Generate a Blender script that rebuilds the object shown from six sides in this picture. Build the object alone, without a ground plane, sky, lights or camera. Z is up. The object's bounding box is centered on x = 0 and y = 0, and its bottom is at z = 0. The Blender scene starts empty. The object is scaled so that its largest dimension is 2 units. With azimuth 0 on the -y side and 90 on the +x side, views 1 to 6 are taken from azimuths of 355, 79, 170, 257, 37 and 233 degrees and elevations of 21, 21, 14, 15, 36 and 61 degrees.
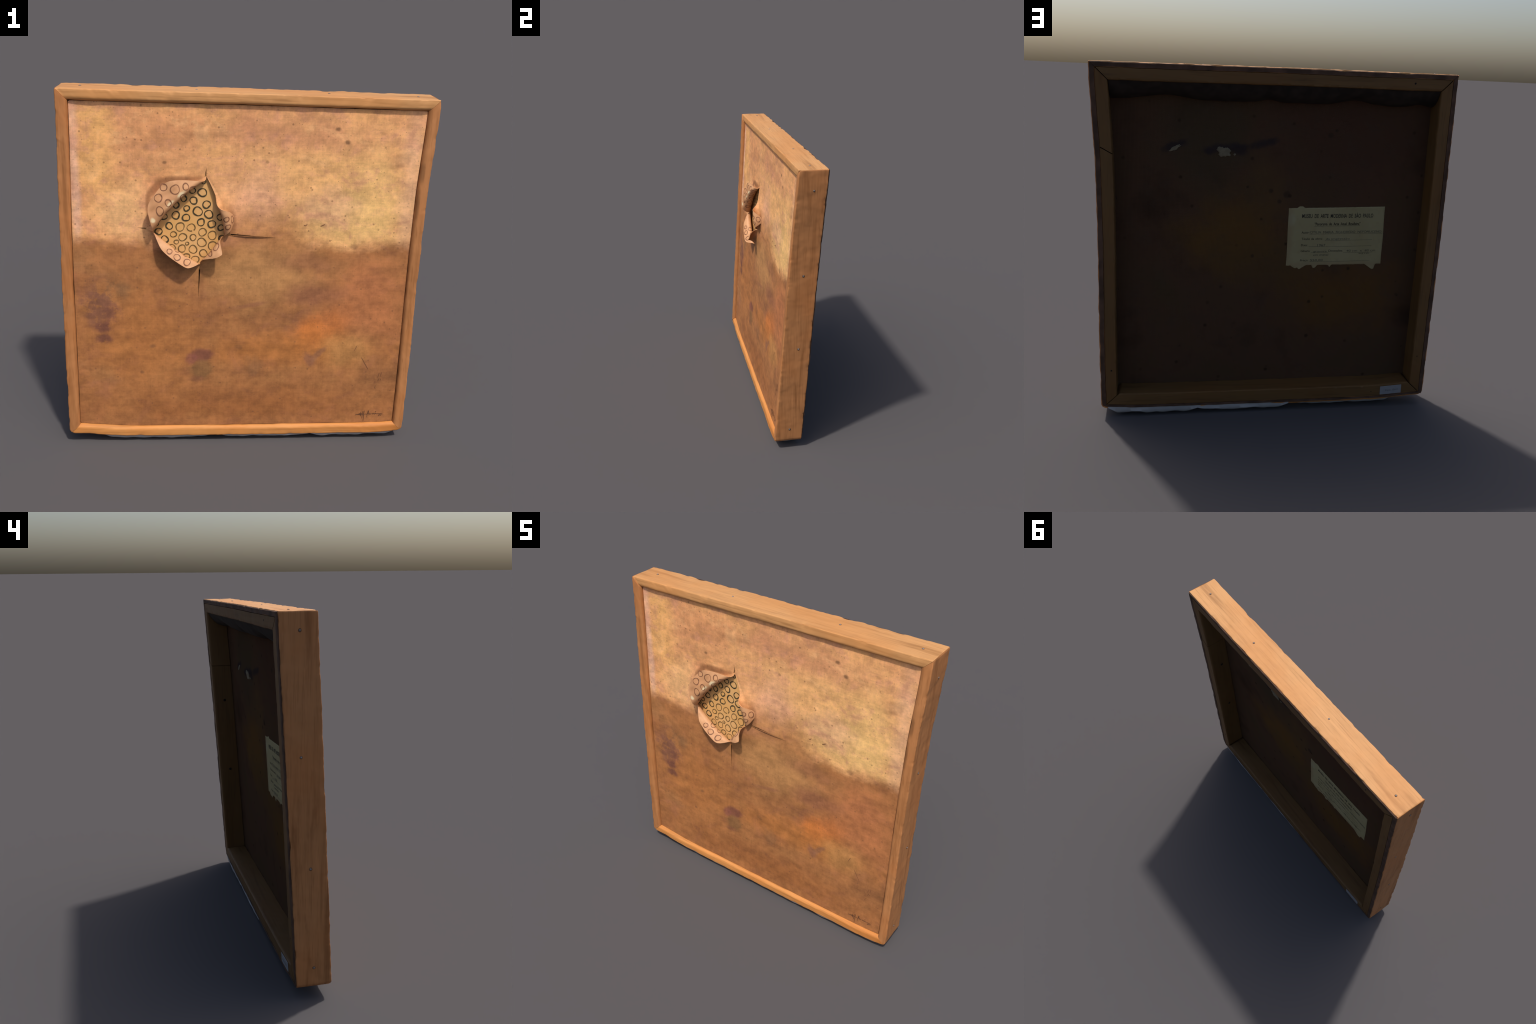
"""Slashed canvas relief in a square wooden box frame: a cross-cut leather-coloured
canvas whose four corners curl outwards over a ring-printed sheet."""
import bpy, math, random
import numpy as np
from mathutils import Vector, noise as mnoise

random.seed(11)
RNG = np.random.default_rng(11)

# ------------------------------------------------------------------ sizes (metres)
HX = 0.967            # half width of the frame
Z0, Z1 = 0.043, 1.988  # bottom and top of the frame
FRONT = -0.005        # frame front, just ahead of the reference plane
DEPTH = 0.187         # frame depth
LIP = 0.060           # visible width of the frame on the front
PLANK = 0.029         # thickness of the outer planks
CUT = (-0.235, 1.257)  # where the two slashes cross


def smooth(a, b, x):
    t = np.clip((np.asarray(x, float) - a) / (b - a), 0, 1)
    return t * t * (3 - 2 * t)


def front_plane(x, z):
    """The whole box leans back and is slightly twisted."""
    s = (x + 0.96) / 1.92
    t = (z - 0.07) / 1.91
    return (-0.160 * (1 - s) - 0.144 * s) * (1 - t) + (-0.060 * (1 - s) - 0.0245 * s) * t


def warp(P):
    """Straight box coordinates (x, depth, z) -> the leaning, slightly out-of-true object."""
    P = np.array(P, float)
    x, y, z = P[:, 0].copy(), P[:, 1].copy(), P[:, 2].copy()
    # rounded corners, more at the bottom
    for rc, low in ((0.032, True), (0.008, False)):
        dx = np.maximum(0, np.abs(x) - (HX - rc))
        dz = np.maximum(0, (Z0 + rc) - z) if low else np.maximum(0, z - (Z1 - rc))
        h = np.hypot(dx, dz)
        f = np.where(h > 1e-9, np.maximum(dx, dz) / np.maximum(h, 1e-9), 1)
        m = (dx > 0) & (dz > 0)
        x = np.where(m, np.sign(x) * (HX - rc + dx * f), x)
        z = np.where(m, (Z0 + rc - dz * f) if low else (Z1 - rc + dz * f), z)
    t = (z - Z0) / (Z1 - Z0)
    u = (x + HX) / (2 * HX)
    dl = -0.005 + 0.012 * smooth(0.45, 1.0, t)
    dr = -0.0045 + 0.002 * np.sin(t * 9) + 0.020 * smooth(0.72, 1.0, t)
    dt = 0.005 * (1 - u) - 0.007 * u + 0.002 * np.exp(-((u - 0.5) / 0.16) ** 2)
    db = 0.020 * smooth(-0.60, -0.96, x) + 0.010 * smooth(0.75, 0.96, x) - 0.004 * np.sin(u * math.pi)
    X = x + dl * (1 - u) + dr * u
    Z = z + dt * t + db * (1 - t) ** 4
    Y = y + front_plane(X, Z)
    return np.stack([X, Y, Z], 1)


# ------------------------------------------------------------------ mesh helpers
ROOT = bpy.data.objects.new("slashed_canvas_frame", None)
bpy.context.scene.collection.objects.link(ROOT)
ROOT["label"] = "square wooden box frame with slashed, curling ochre canvas"
ROOT["category"] = "framed artwork"


def add(name, verts, faces, mats, parent=None, smooth_shade=True, mat_index=None, sharp=None):
    me = bpy.data.meshes.new(name)
    me.from_pydata([tuple(map(float, v)) for v in verts], [], faces)
    me.validate()
    for m in (mats if isinstance(mats, (list, tuple)) else [mats]):
        me.materials.append(m)
    if mat_index is not None:
        me.polygons.foreach_set("material_index", mat_index)
    me.polygons.foreach_set("use_smooth", [smooth_shade] * len(me.polygons))
    if sharp is not None:
        me.set_sharp_from_angle(angle=math.radians(sharp))
    me.update()
    ob = bpy.data.objects.new(name, me)
    bpy.context.scene.collection.objects.link(ob)
    ob.parent = parent or ROOT
    return ob


def grid_faces(nu, nv, off=0, close_u=False, flip=False):
    F = []
    for i in range(nu if close_u else nu - 1):
        i2 = (i + 1) % nu
        for j in range(nv - 1):
            q = (off + i * nv + j, off + i2 * nv + j, off + i2 * nv + j + 1, off + i * nv + j + 1)
            F.append(q[::-1] if flip else q)
    return F


def rim_faces(nu, nv, n):
    """Side walls between two nu x nv grids stacked one after the other."""
    loop = [i * nv for i in range(nu)] + [(nu - 1) * nv + j for j in range(1, nv)] \
        + [i * nv + nv - 1 for i in range(nu - 2, -1, -1)] + [j for j in range(nv - 2, 0, -1)]
    return [(a, a + n, b + n, b) for a, b in zip(loop, loop[1:] + loop[:1])]


def fbm(x, y, z, s, octv=3):
    v = Vector((x * s, y * s, z * s))
    return mnoise.fractal(v, 1.0, 2.0, octv)


# ------------------------------------------------------------------ node helpers
class Mat:
    def __init__(self, name, rough=0.7, spec=0.25):
        self.m = bpy.data.materials.new(name)
        self.m.use_nodes = True
        self.t = self.m.node_tree
        self.n = self.t.nodes
        self.b = self.n["Principled BSDF"]
        self.b.inputs["Roughness"].default_value = rough
        self.b.inputs["Specular IOR Level"].default_value = spec
        self.co = self.n.new("ShaderNodeTexCoord").outputs["Object"]
        sep = self.n.new("ShaderNodeSeparateXYZ")
        self.t.links.new(self.co, sep.inputs[0])
        self.x, self.y, self.z = sep.outputs

    def put(self, sock, v):
        if isinstance(v, (int, float)):
            sock.default_value = v
        elif isinstance(v, tuple):
            sock.default_value = v if len(v) == len(sock.default_value) else (*v, 1.0)
        else:
            self.t.links.new(v, sock)

    def math(self, op, a, b=0.0, c=0.0, clamp=False):
        n = self.n.new("ShaderNodeMath")
        n.operation = op
        n.use_clamp = clamp
        for s, v in zip(n.inputs, (a, b, c)):
            self.put(s, v)
        return n.outputs[0]

    def scaled(self, sc, loc=(0, 0, 0), rot=(0, 0, 0)):
        n = self.n.new("ShaderNodeMapping")
        self.put(n.inputs[0], self.co)
        n.inputs["Scale"].default_value = sc
        n.inputs["Location"].default_value = loc
        n.inputs["Rotation"].default_value = rot
        return n.outputs[0]

    def noise(self, scale, detail=4, rough=0.55, stretch=(1, 1, 1), loc=(0, 0, 0), dist=0.0, rot=(0, 0, 0)):
        n = self.n.new("ShaderNodeTexNoise")
        self.put(n.inputs["Vector"], self.scaled(stretch, loc, rot))
        n.inputs["Scale"].default_value = scale
        n.inputs["Detail"].default_value = detail
        n.inputs["Roughness"].default_value = rough
        n.inputs["Distortion"].default_value = dist
        return n.outputs[0]

    def voro(self, scale, stretch=(1, 1, 1), loc=(0, 0, 0)):
        n = self.n.new("ShaderNodeTexVoronoi")
        self.put(n.inputs["Vector"], self.scaled(stretch, loc))
        n.inputs["Scale"].default_value = scale
        return n.outputs["Distance"], n.outputs["Color"]

    def step(self, v, lo, hi, a=0.0, b=1.0):
        n = self.n.new("ShaderNodeMapRange")
        n.interpolation_type = "SMOOTHSTEP"
        n.clamp = True
        for s, k in zip(("Value", "From Min", "From Max", "To Min", "To Max"), (v, lo, hi, a, b)):
            self.put(n.inputs[s], k)
        return n.outputs[0]

    def mix(self, f, a, b, mode="MIX"):
        n = self.n.new("ShaderNodeMix")
        n.data_type = "RGBA"
        n.blend_type = mode
        n.clamp_factor = True
        self.put(n.inputs[0], f)
        self.put(n.inputs[6], a)
        self.put(n.inputs[7], b)
        return n.outputs[2]

    def ramp(self, v, *stops):
        n = self.n.new("ShaderNodeValToRGB")
        e = n.color_ramp.elements
        while len(e) < len(stops):
            e.new(0.5)
        for k, (p, c) in zip(e, stops):
            k.position = p
            k.color = (*c, 1)
        self.put(n.inputs[0], v)
        return n.outputs[0]

    def blob(self, cx, cz, rx, rz, soft=0.5, ragged=0.5, nscale=9.0, tilt=0.0, loc=(0, 0, 0)):
        """Ragged elliptic patch mask centred at (cx, cz) of the upright plane."""
        ca, sa = math.cos(tilt), math.sin(tilt)
        dx = self.math("SUBTRACT", self.x, cx)
        dz = self.math("SUBTRACT", self.z, cz)
        a = self.math("ADD", self.math("MULTIPLY", dx, ca / rx), self.math("MULTIPLY", dz, sa / rx))
        b = self.math("ADD", self.math("MULTIPLY", dx, -sa / rz), self.math("MULTIPLY", dz, ca / rz))
        r = self.math("SQRT", self.math("ADD", self.math("MULTIPLY", a, a), self.math("MULTIPLY", b, b)))
        w = self.math("MULTIPLY", self.math("SUBTRACT", self.noise(nscale, 5, 0.65, loc=(cx * 3, 0, cz * 5)), 0.5), ragged * 3)
        return self.step(self.math("ADD", r, w), 1 - soft, 1 + soft, 1.0, 0.0)

    def color(self, c, bump=None, strength=0.2, dist=0.002):
        self.put(self.b.inputs["Base Color"], c)
        if bump is not None:
            n = self.n.new("ShaderNodeBump")
            n.inputs["Strength"].default_value = strength
            n.inputs["Distance"].default_value = dist
            self.put(n.inputs["Height"], bump)
            self.t.links.new(n.outputs[0], self.b.inputs["Normal"])
        return self.m


def plain(name, c, rough=0.7, var=0.12, scale=30):
    m = Mat(name, rough)
    n = m.noise(scale, 4)
    return m.color(m.mix(m.step(n, 0.3, 0.7, 0, 1), tuple(k * (1 - var) for k in c), tuple(min(1, k * (1 + var)) for k in c)), n, 0.1)


def wood(name, base, along, seed=0.0, knots=()):
    """Pale softwood with grain running along one axis ('x' or 'z')."""
    m = Mat(name, 0.62, 0.3)
    st = (0.5, 7, 7) if along == "x" else (7, 7, 0.5)
    st2 = (0.8, 22, 22) if along == "x" else (22, 22, 0.8)
    big = m.noise(2.2, 3, 0.5, (1, 1, 1), (seed, 2, 1))
    grain = m.noise(3.0, 6, 0.6, st, (seed, 0, 3), dist=0.6)
    fine = m.noise(5.0, 3, 0.6, st2, (0, seed, 0))
    dark = tuple(k * f for k, f in zip(base, (0.62, 0.56, 0.48)))
    lite = tuple(min(0.9, k * f) for k, f in zip(base, (1.13, 1.14, 1.16)))
    c = m.ramp(grain, (0.30, dark), (0.46, base), (0.68, lite))
    c = m.mix(m.step(fine, 0.50, 0.70, 0, 0.5), c, dark)
    c = m.mix(m.step(big, 0.42, 0.66, 0, 0.5), c, tuple(k * f for k, f in zip(base, (1.06, 0.90, 0.72))))
    for (kx, kz, kr, kl) in knots:               # dark weathered streaks
        c = m.mix(m.math("MULTIPLY", m.blob(kx, kz, kr, kl, 0.6, 0.4, 20), 0.6), c, tuple(k * 0.45 for k in base))
    g = m.math("ADD", grain, m.math("MULTIPLY", fine, 0.5))
    return m.color(c, g, 0.22, 0.003)


# ------------------------------------------------------------------ materials
WOOD = (0.53, 0.265, 0.100)
frame_wood_x = wood("frame_wood_lengthwise", WOOD, "x", 0.0)
frame_wood_z = wood("frame_wood_upright", (0.41, 0.174, 0.062), "z", 4.0, ((0.925, 1.60, 0.011, 0.05), (0.915, 1.42, 0.010, 0.08)))  # uprights tinted darker and redder for the shade on the frame's sides
frame_wood_low = wood("frame_wood_orange", (0.55, 0.232, 0.064), "x", 2.0)
BAR = (0.128, 0.064, 0.020)  # wood colour lowered to match the unlit back
bar_wood_x = wood("stretcher_wood_lengthwise", BAR, "x", 7.0)
bar_wood_z = wood("stretcher_wood_upright", BAR, "z", 9.0)
strip_shade_tint = plain("shade_darkened_back_edge", (0.082, 0.043, 0.027), 0.8, 0.35, 14)  # modelled strip carrying the shade along the rear edge


def make_canvas_paint():
    m = Mat("painted_canvas", 0.6, 0.3)
    # broad patches, slightly stretched sideways like brush work
    n1 = m.noise(2.4, 5, 0.6, (0.8, 1, 1.2), (3, 0, 1), dist=0.4)
    n2 = m.noise(4.5, 5, 0.62, (0.9, 1, 1.3), (9, 0, 5), dist=0.3)
    n3 = m.noise(9.0, 6, 0.65, (0.8, 1, 1.4), (1, 0, 8))
    upper = m.ramp(n1, (0.30, (0.58, 0.265, 0.12)), (0.45, (0.72, 0.335, 0.145)), (0.58, (0.77, 0.385, 0.15)), (0.75, (0.79, 0.43, 0.19)))
    upper = m.mix(m.step(n2, 0.52, 0.72, 0, 0.55), upper, (0.72, 0.30, 0.15))
    lower = m.ramp(n1, (0.30, (0.275, 0.113, 0.042)), (0.46, (0.35, 0.143, 0.050)), (0.60, (0.385, 0.157, 0.054)), (0.75, (0.365, 0.165, 0.064)))
    lower = m.mix(m.step(n2, 0.54, 0.72, 0, 0.6), lower, (0.30, 0.115, 0.042))

    def over(col, mask, tint, k):
        return m.mix(m.math("MULTIPLY", mask, k), col, tint)
    # upper field: yellow light to the right, rosy veil beside the cut, dull band on top
    upper = over(upper, m.blob(0.48, 1.53, 0.40, 0.32, 0.8, 0.8, 5), (0.78, 0.43, 0.165), 0.75)
    upper = over(upper, m.blob(0.60, 1.34, 0.30, 0.14, 0.8, 0.9, 6), (0.82, 0.50, 0.185), 0.75)
    upper = over(upper, m.blob(0.68, 1.47, 0.10, 0.19, 0.9, 1.0, 7), (0.81, 0.50, 0.185), 0.55)
    upper = over(upper, m.blob(0.06, 1.46, 0.13, 0.16, 0.7, 0.6, 7), (0.80, 0.42, 0.26), 0.7)
    upper = over(upper, m.blob(0.45, 1.40, 0.14, 0.09, 0.7, 0.8, 9), (0.72, 0.40, 0.22), 0.6)
    upper = over(upper, m.blob(0.20, 1.78, 0.42, 0.08, 0.7, 0.7, 6), (0.60, 0.265, 0.13), 0.75)
    upper = over(upper, m.blob(-0.40, 1.80, 0.20, 0.10, 0.7, 0.7, 6), (0.60, 0.27, 0.11), 0.6)
    upper = over(upper, m.blob(-0.62, 1.36, 0.14, 0.13, 0.7, 0.6, 7), (0.86, 0.50, 0.22), 0.7)
    upper = over(upper, m.blob(-0.80, 1.70, 0.10, 0.22, 0.7, 0.7, 7), (0.80, 0.43, 0.14), 0.6)
    upper = over(upper, m.blob(0.875, 1.48, 0.05, 0.40, 0.9, 0.9, 7), (0.76, 0.43, 0.25), 0.65)
    upper = over(upper, m.blob(-0.885, 1.55, 0.025, 0.40, 0.6, 0.5, 8), (0.76, 0.45, 0.32), 0.7)
    upper = over(upper, m.blob(-0.10, 1.62, 0.28, 0.12, 0.7, 0.6, 6), (0.72, 0.37, 0.15), 0.6)
    mauve = m.noise(6.5, 6, 0.7, (0.9, 1, 1.2), (14, 0, 11), dist=0.5)
    upper = m.mix(m.step(mauve, 0.50, 0.66, 0, 0.55), upper, (0.60, 0.275, 0.165))
    upper = m.mix(m.step(mauve, 0.36, 0.46, 0.4, 0), upper, (0.80, 0.44, 0.20))
    lower = m.mix(m.step(mauve, 0.50, 0.66, 0, 0.45), lower, (0.30, 0.118, 0.062))
    lower = m.mix(m.step(mauve, 0.36, 0.46, 0.4, 0), lower, (0.42, 0.185, 0.062))
    # lower field
    lower = over(lower, m.blob(0.05, 1.02, 0.30, 0.16, 0.7, 0.5, 6), (0.44, 0.215, 0.078), 0.85)
    lower = over(lower, m.blob(0.44, 0.70, 0.16, 0.10, 0.6, 0.6, 7, 0.25), (0.58, 0.18, 0.040), 0.85)
    lower = over(lower, m.blob(0.25, 0.57, 0.45, 0.10, 0.7, 0.6, 6), (0.46, 0.17, 0.042), 0.6)
    lower = over(lower, m.blob(0.70, 0.85, 0.22, 0.22, 0.7, 0.5, 5), (0.46, 0.165, 0.062), 0.7)
    lower = over(lower, m.blob(0.40, 0.91, 0.15, 0.055, 0.7, 0.6, 8), (0.27, 0.105, 0.050), 0.8)
    lower = over(lower, m.blob(0.60, 0.58, 0.13, 0.10, 0.7, 0.6, 8), (0.46, 0.22, 0.070), 0.7)
    lower = over(lower, m.blob(0.30, 1.09, 0.13, 0.05, 0.7, 0.7, 8), (0.29, 0.12, 0.052), 0.7)
    lower = over(lower, m.blob(0.0, 0.22, 0.75, 0.10, 0.8, 0.7, 5), (0.30, 0.108, 0.032), 0.65)
    lower = over(lower, m.blob(-0.55, 0.62, 0.25, 0.25, 0.8, 0.6, 5), (0.45, 0.17, 0.045), 0.5)
    # capture-light step baked into the colour, crisp at the sides, melting mid-way
    wob = m.math("MULTIPLY", m.math("SUBTRACT", n2, 0.5), 0.16)
    wob2 = m.math("MULTIPLY", m.math("SUBTRACT", n3, 0.5), 0.08)
    zz = m.math("ADD", m.math("ADD", m.z, wob), wob2)
    line = m.math("SUBTRACT", zz, m.math("ADD", 1.207, m.math("MULTIPLY", m.x, -0.016)))
    mid = m.blob(0.03, 1.25, 0.30, 0.5, 0.5, 0.0)
    crisp = m.step(line, -0.046, 0.052)
    melt = m.step(line, -0.10, 0.36)
    hz = m.mix(mid, crisp, melt)
    c = m.mix(hz, lower, upper)
    # stains
    c = over(c, m.blob(-0.225, 0.545, 0.060, 0.040, 0.35, 0.35, 14), (0.175, 0.062, 0.040), 0.85)
    c = over(c, m.blob(-0.285, 0.520, 0.030, 0.030, 0.5, 0.5, 18), (0.25, 0.085, 0.060), 0.7)
    c = over(c, m.blob(-0.225, 0.455, 0.062, 0.052, 0.4, 0.4, 14), (0.215, 0.108, 0.042), 0.75)
    c = over(c, m.blob(-0.250, 0.395, 0.045, 0.018, 0.5, 0.7, 18), (0.25, 0.10, 0.05), 0.6)
    spot = m.noise(16, 5, 0.7, (1, 1, 1), (2, 0, 7))
    for (bx, bz, rx, rz, col, k) in ((-0.70, 0.93, 0.09, 0.06, (0.24, 0.118, 0.050), 0.7), (-0.80, 0.85, 0.075, 0.12, (0.22, 0.092, 0.055), 0.85),
                                     (-0.71, 0.80, 0.05, 0.05, (0.20, 0.078, 0.048), 0.8), (-0.765, 0.715, 0.05, 0.03, (0.185, 0.070, 0.045), 0.9),
                                     (-0.765, 0.645, 0.045, 0.03, (0.185, 0.070, 0.045), 0.85)):
        c = over(c, m.math("MULTIPLY", m.blob(bx, bz, rx, rz, 0.5, 0.6, 14), m.step(spot, 0.38, 0.56)), col, k)
    c = over(c, m.blob(0.385, 0.505, 0.028, 0.045, 0.5, 0.7, 16, 0.6), (0.24, 0.10, 0.052), 0.8)
    c = over(c, m.blob(0.435, 0.545, 0.055, 0.018, 0.5, 0.7, 16, 0.8), (0.27, 0.12, 0.062), 0.7)
    c = over(c, m.blob(0.06, 0.47, 0.05, 0.05, 0.6, 0.9, 16), (0.27, 0.125, 0.052), 0.6)
    c = over(c, m.blob(0.02, 0.84, 0.09, 0.012, 0.6, 0.7, 14, 0.2), (0.25, 0.10, 0.05), 0.6)
    for (bx, bz, r, k) in ((0.462, 1.818, 0.010, 0.75), (0.516, 1.750, 0.011, 0.8), (0.804, 1.635, 0.016, 0.35), (0.594, 1.184, 0.014, 0.5),
                           (0.70, 1.80, 0.010, 0.25), (0.10, 1.64, 0.007, 0.5), (-0.50, 0.60, 0.012, 0.5), (-0.02, 0.59, 0.016, 0.4), (-0.43, 1.63, 0.008, 0.6),
                           (-0.56, 0.44, 0.009, 0.5), (0.42, 1.30, 0.012, 0.3), (0.18, 1.70, 0.01, 0.3)):
        c = over(c, m.blob(bx, bz, r * 1.25, r, 0.6, 0.45, 45), (0.16, 0.075, 0.035), k)
    # soft shadow painted in behind the big rolled flap and along the slashes
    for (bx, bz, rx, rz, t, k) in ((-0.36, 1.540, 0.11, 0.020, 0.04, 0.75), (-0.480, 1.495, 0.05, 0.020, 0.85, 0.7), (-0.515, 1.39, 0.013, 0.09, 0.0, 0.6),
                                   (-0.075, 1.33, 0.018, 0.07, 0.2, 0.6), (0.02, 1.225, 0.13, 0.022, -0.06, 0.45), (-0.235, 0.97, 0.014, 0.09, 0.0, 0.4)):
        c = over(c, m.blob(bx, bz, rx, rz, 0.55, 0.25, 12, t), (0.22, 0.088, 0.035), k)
    # brush drag, weave streaks and flecks
    sx = m.noise(12, 4, 0.7, (0.5, 1, 9), (4, 0, 2))
    sz = m.noise(12, 4, 0.7, (9, 1, 0.5), (6, 0, 3))
    n4 = m.noise(24, 5, 0.7)
    tone = m.math("ADD", m.math("ADD", m.math("MULTIPLY", sx, 0.12), m.math("MULTIPLY", sz, 0.10)),
                  m.math("ADD", m.math("MULTIPLY", n4, 0.40), m.math("MULTIPLY", n3, 0.45)))
    tone = m.step(tone, 0.34, 0.74, 0.66, 1.30)
    c = m.mix(1.0, c, m.mix(0.0, tone, tone), "MULTIPLY")
    vd, vc = m.voro(26)
    sep = m.n.new("ShaderNodeSeparateColor")
    m.put(sep.inputs[0], vc)
    fleck = m.math("MULTIPLY", m.step(vd, 0.10, 0.17, 1, 0), m.step(sep.outputs[0], 0.55, 0.8))
    c = over(c, fleck, (0.17, 0.075, 0.035), 0.55)
    vd2, vc2 = m.voro(62, loc=(3, 0, 1))
    sep2 = m.n.new("ShaderNodeSeparateColor")
    m.put(sep2.inputs[0], vc2)
    fleck2 = m.math("MULTIPLY", m.step(vd2, 0.12, 0.24, 1, 0), m.step(sep2.outputs[0], 0.70, 0.85))
    c = over(c, fleck2, (0.20, 0.09, 0.04), 0.45)
    weave = m.math("ADD", m.noise(60, 2, 0.5, (0.15, 1, 3)), m.noise(60, 2, 0.5, (3, 1, 0.15)))
    return m.color(c, m.math("ADD", weave, m.math("MULTIPLY", n4, 1.5)), 0.10, 0.003)


def make_sheet(name, a, b, dull, worn=()):
    m = Mat(name, 0.55, 0.35)
    n = m.noise(7, 4, 0.6, loc=(5, 0, 0))
    f = m.noise(40, 3, 0.6)
    c = m.mix(m.step(n, 0.35, 0.65), a, b)
    c = m.mix(m.step(f, 0.5, 0.75, 0, 0.35), c, dull)
    for (bx, bz, rx, rz) in worn:                # glints drawn in pale colour along the crest of the roll
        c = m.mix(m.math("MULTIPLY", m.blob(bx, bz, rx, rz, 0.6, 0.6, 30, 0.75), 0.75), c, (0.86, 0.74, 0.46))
    return m.color(c, f, 0.08)


def make_back_canvas():
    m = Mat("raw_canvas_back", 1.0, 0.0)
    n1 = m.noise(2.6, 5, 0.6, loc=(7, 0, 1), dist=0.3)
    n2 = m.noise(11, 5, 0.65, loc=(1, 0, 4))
    c = m.ramp(n1, (0.3, (0.046, 0.025, 0.016)), (0.48, (0.078, 0.041, 0.025)), (0.7, (0.068, 0.042, 0.023)))  # browns darkened to the dim light the back was captured in

    def over(col, mask, tint, k):
        return m.mix(m.math("MULTIPLY", mask, k), col, tint)
    c = over(c, m.blob(0.22, 1.07, 0.26, 0.20, 0.6, 0.6, 6), (0.110, 0.056, 0.018), 0.9)
    c = over(c, m.blob(0.05, 0.90, 0.26, 0.13, 0.6, 0.6, 6), (0.090, 0.050, 0.020), 0.7)
    c = over(c, m.blob(0.05, 1.32, 0.12, 0.16, 0.6, 0.6, 6), (0.092, 0.052, 0.023), 0.7)
    c = over(c, m.blob(-0.42, 0.68, 0.32, 0.20, 0.7, 0.6, 6), (0.104, 0.051, 0.016), 0.85)
    c = over(c, m.blob(-0.45, 1.62, 0.40, 0.26, 0.7, 0.5, 5), (0.064, 0.031, 0.021), 0.7)
    c = over(c, m.blob(0.38, 1.60, 0.22, 0.25, 0.7, 0.5, 5), (0.055, 0.040, 0.023), 0.7)
    # dark glue marks along the mended slash
    for (bx, bz, rx, rz, t) in ((0.29, 1.555, 0.10, 0.022, -0.1), (0.07, 1.585, 0.075, 0.020, -0.25), (0.555, 1.56, 0.065, 0.022, -0.35),
                                (0.37, 1.535, 0.03, 0.018, 0.0), (0.20, 1.55, 0.05, 0.03, 0.0)):
        c = over(c, m.blob(bx, bz, rx, rz, 0.5, 0.6, 22, t), (0.028, 0.021, 0.023), 0.9)
    for (bx, bz, r) in ((-0.302, 1.637, 0.014), (-0.335, 1.665, 0.009), (-0.07, 1.30, 0.018), (0.02, 1.32, 0.012), (-0.03, 1.26, 0.012), (0.11, 0.94, 0.010)):
        c = over(c, m.blob(bx, bz, r, r, 0.4, 0.3, 40), (0.035, 0.022, 0.016), 0.75)
    vd, vc = m.voro(13, loc=(2, 0, 9))
    sep = m.n.new("ShaderNodeSeparateColor")
    m.put(sep.inputs[0], vc)
    fleck = m.math("MULTIPLY", m.step(m.math("ADD", vd, m.math("MULTIPLY", n2, 0.15)), 0.14, 0.26, 1, 0), m.step(sep.outputs[0], 0.55, 0.8))
    c = over(c, fleck, (0.026, 0.015, 0.010), 0.85)
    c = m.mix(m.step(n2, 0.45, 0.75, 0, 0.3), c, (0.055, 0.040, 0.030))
    wv = []
    for ax in ("X", "Z"):
        w = m.n.new("ShaderNodeTexWave")
        w.wave_type = "BANDS"
        w.bands_direction = ax
        w.inputs["Scale"].default_value = 46
        w.inputs["Distortion"].default_value = 1.2
        w.inputs["Detail"].default_value = 2
        m.put(w.inputs["Vector"], m.co)
        wv.append(w.outputs["Fac"])
    weave = m.math("MULTIPLY", wv[0], wv[1])
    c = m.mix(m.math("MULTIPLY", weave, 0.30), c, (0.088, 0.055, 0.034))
    return m.color(c, weave, 0.35, 0.003)


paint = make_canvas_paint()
ring_sheet_mat = make_sheet("ring_sheet_card", (0.70, 0.395, 0.155), (0.68, 0.36, 0.115), (0.56, 0.30, 0.10))
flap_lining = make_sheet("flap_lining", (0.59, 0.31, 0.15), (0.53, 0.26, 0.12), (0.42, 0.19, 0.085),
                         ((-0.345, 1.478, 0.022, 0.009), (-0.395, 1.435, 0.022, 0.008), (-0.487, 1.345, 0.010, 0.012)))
ring_ink = plain("dark_ring_ink", (0.060, 0.045, 0.022), 0.6, 0.3, 40)
ring_ink_soft = plain("faded_ring_ink", (0.145, 0.085, 0.030), 0.6, 0.25, 40)
ring_brown = plain("brown_ring_ink", (0.22, 0.095, 0.048), 0.6, 0.25, 40)
back_canvas = make_back_canvas()
ink = plain("brown_signature_ink", (0.125, 0.053, 0.025), 0.8, 0.2)
print_ink = plain("black_print_ink", (0.022, 0.020, 0.016), 0.8, 0.2)
type_ink = plain("typewriter_ink", (0.085, 0.080, 0.056), 0.8, 0.2)
nail_metal = plain("dull_nail_steel", (0.20, 0.19, 0.19), 0.45, 0.3, 80)
nail_rust = plain("rust_halo", (0.17, 0.085, 0.042), 0.85, 0.3, 60)
foam_white = plain("white_padding", (0.38, 0.36, 0.355), 0.85, 0.08, 12)
filler = plain("pale_filler", (0.155, 0.128, 0.085), 0.9, 0.12, 40)
tag_white = plain("grey_white_tag", (0.235, 0.225, 0.230), 0.8, 0.06, 20)
hole_dark = plain("worm_hole_dark", (0.012, 0.009, 0.007), 0.9, 0.2)


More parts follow.
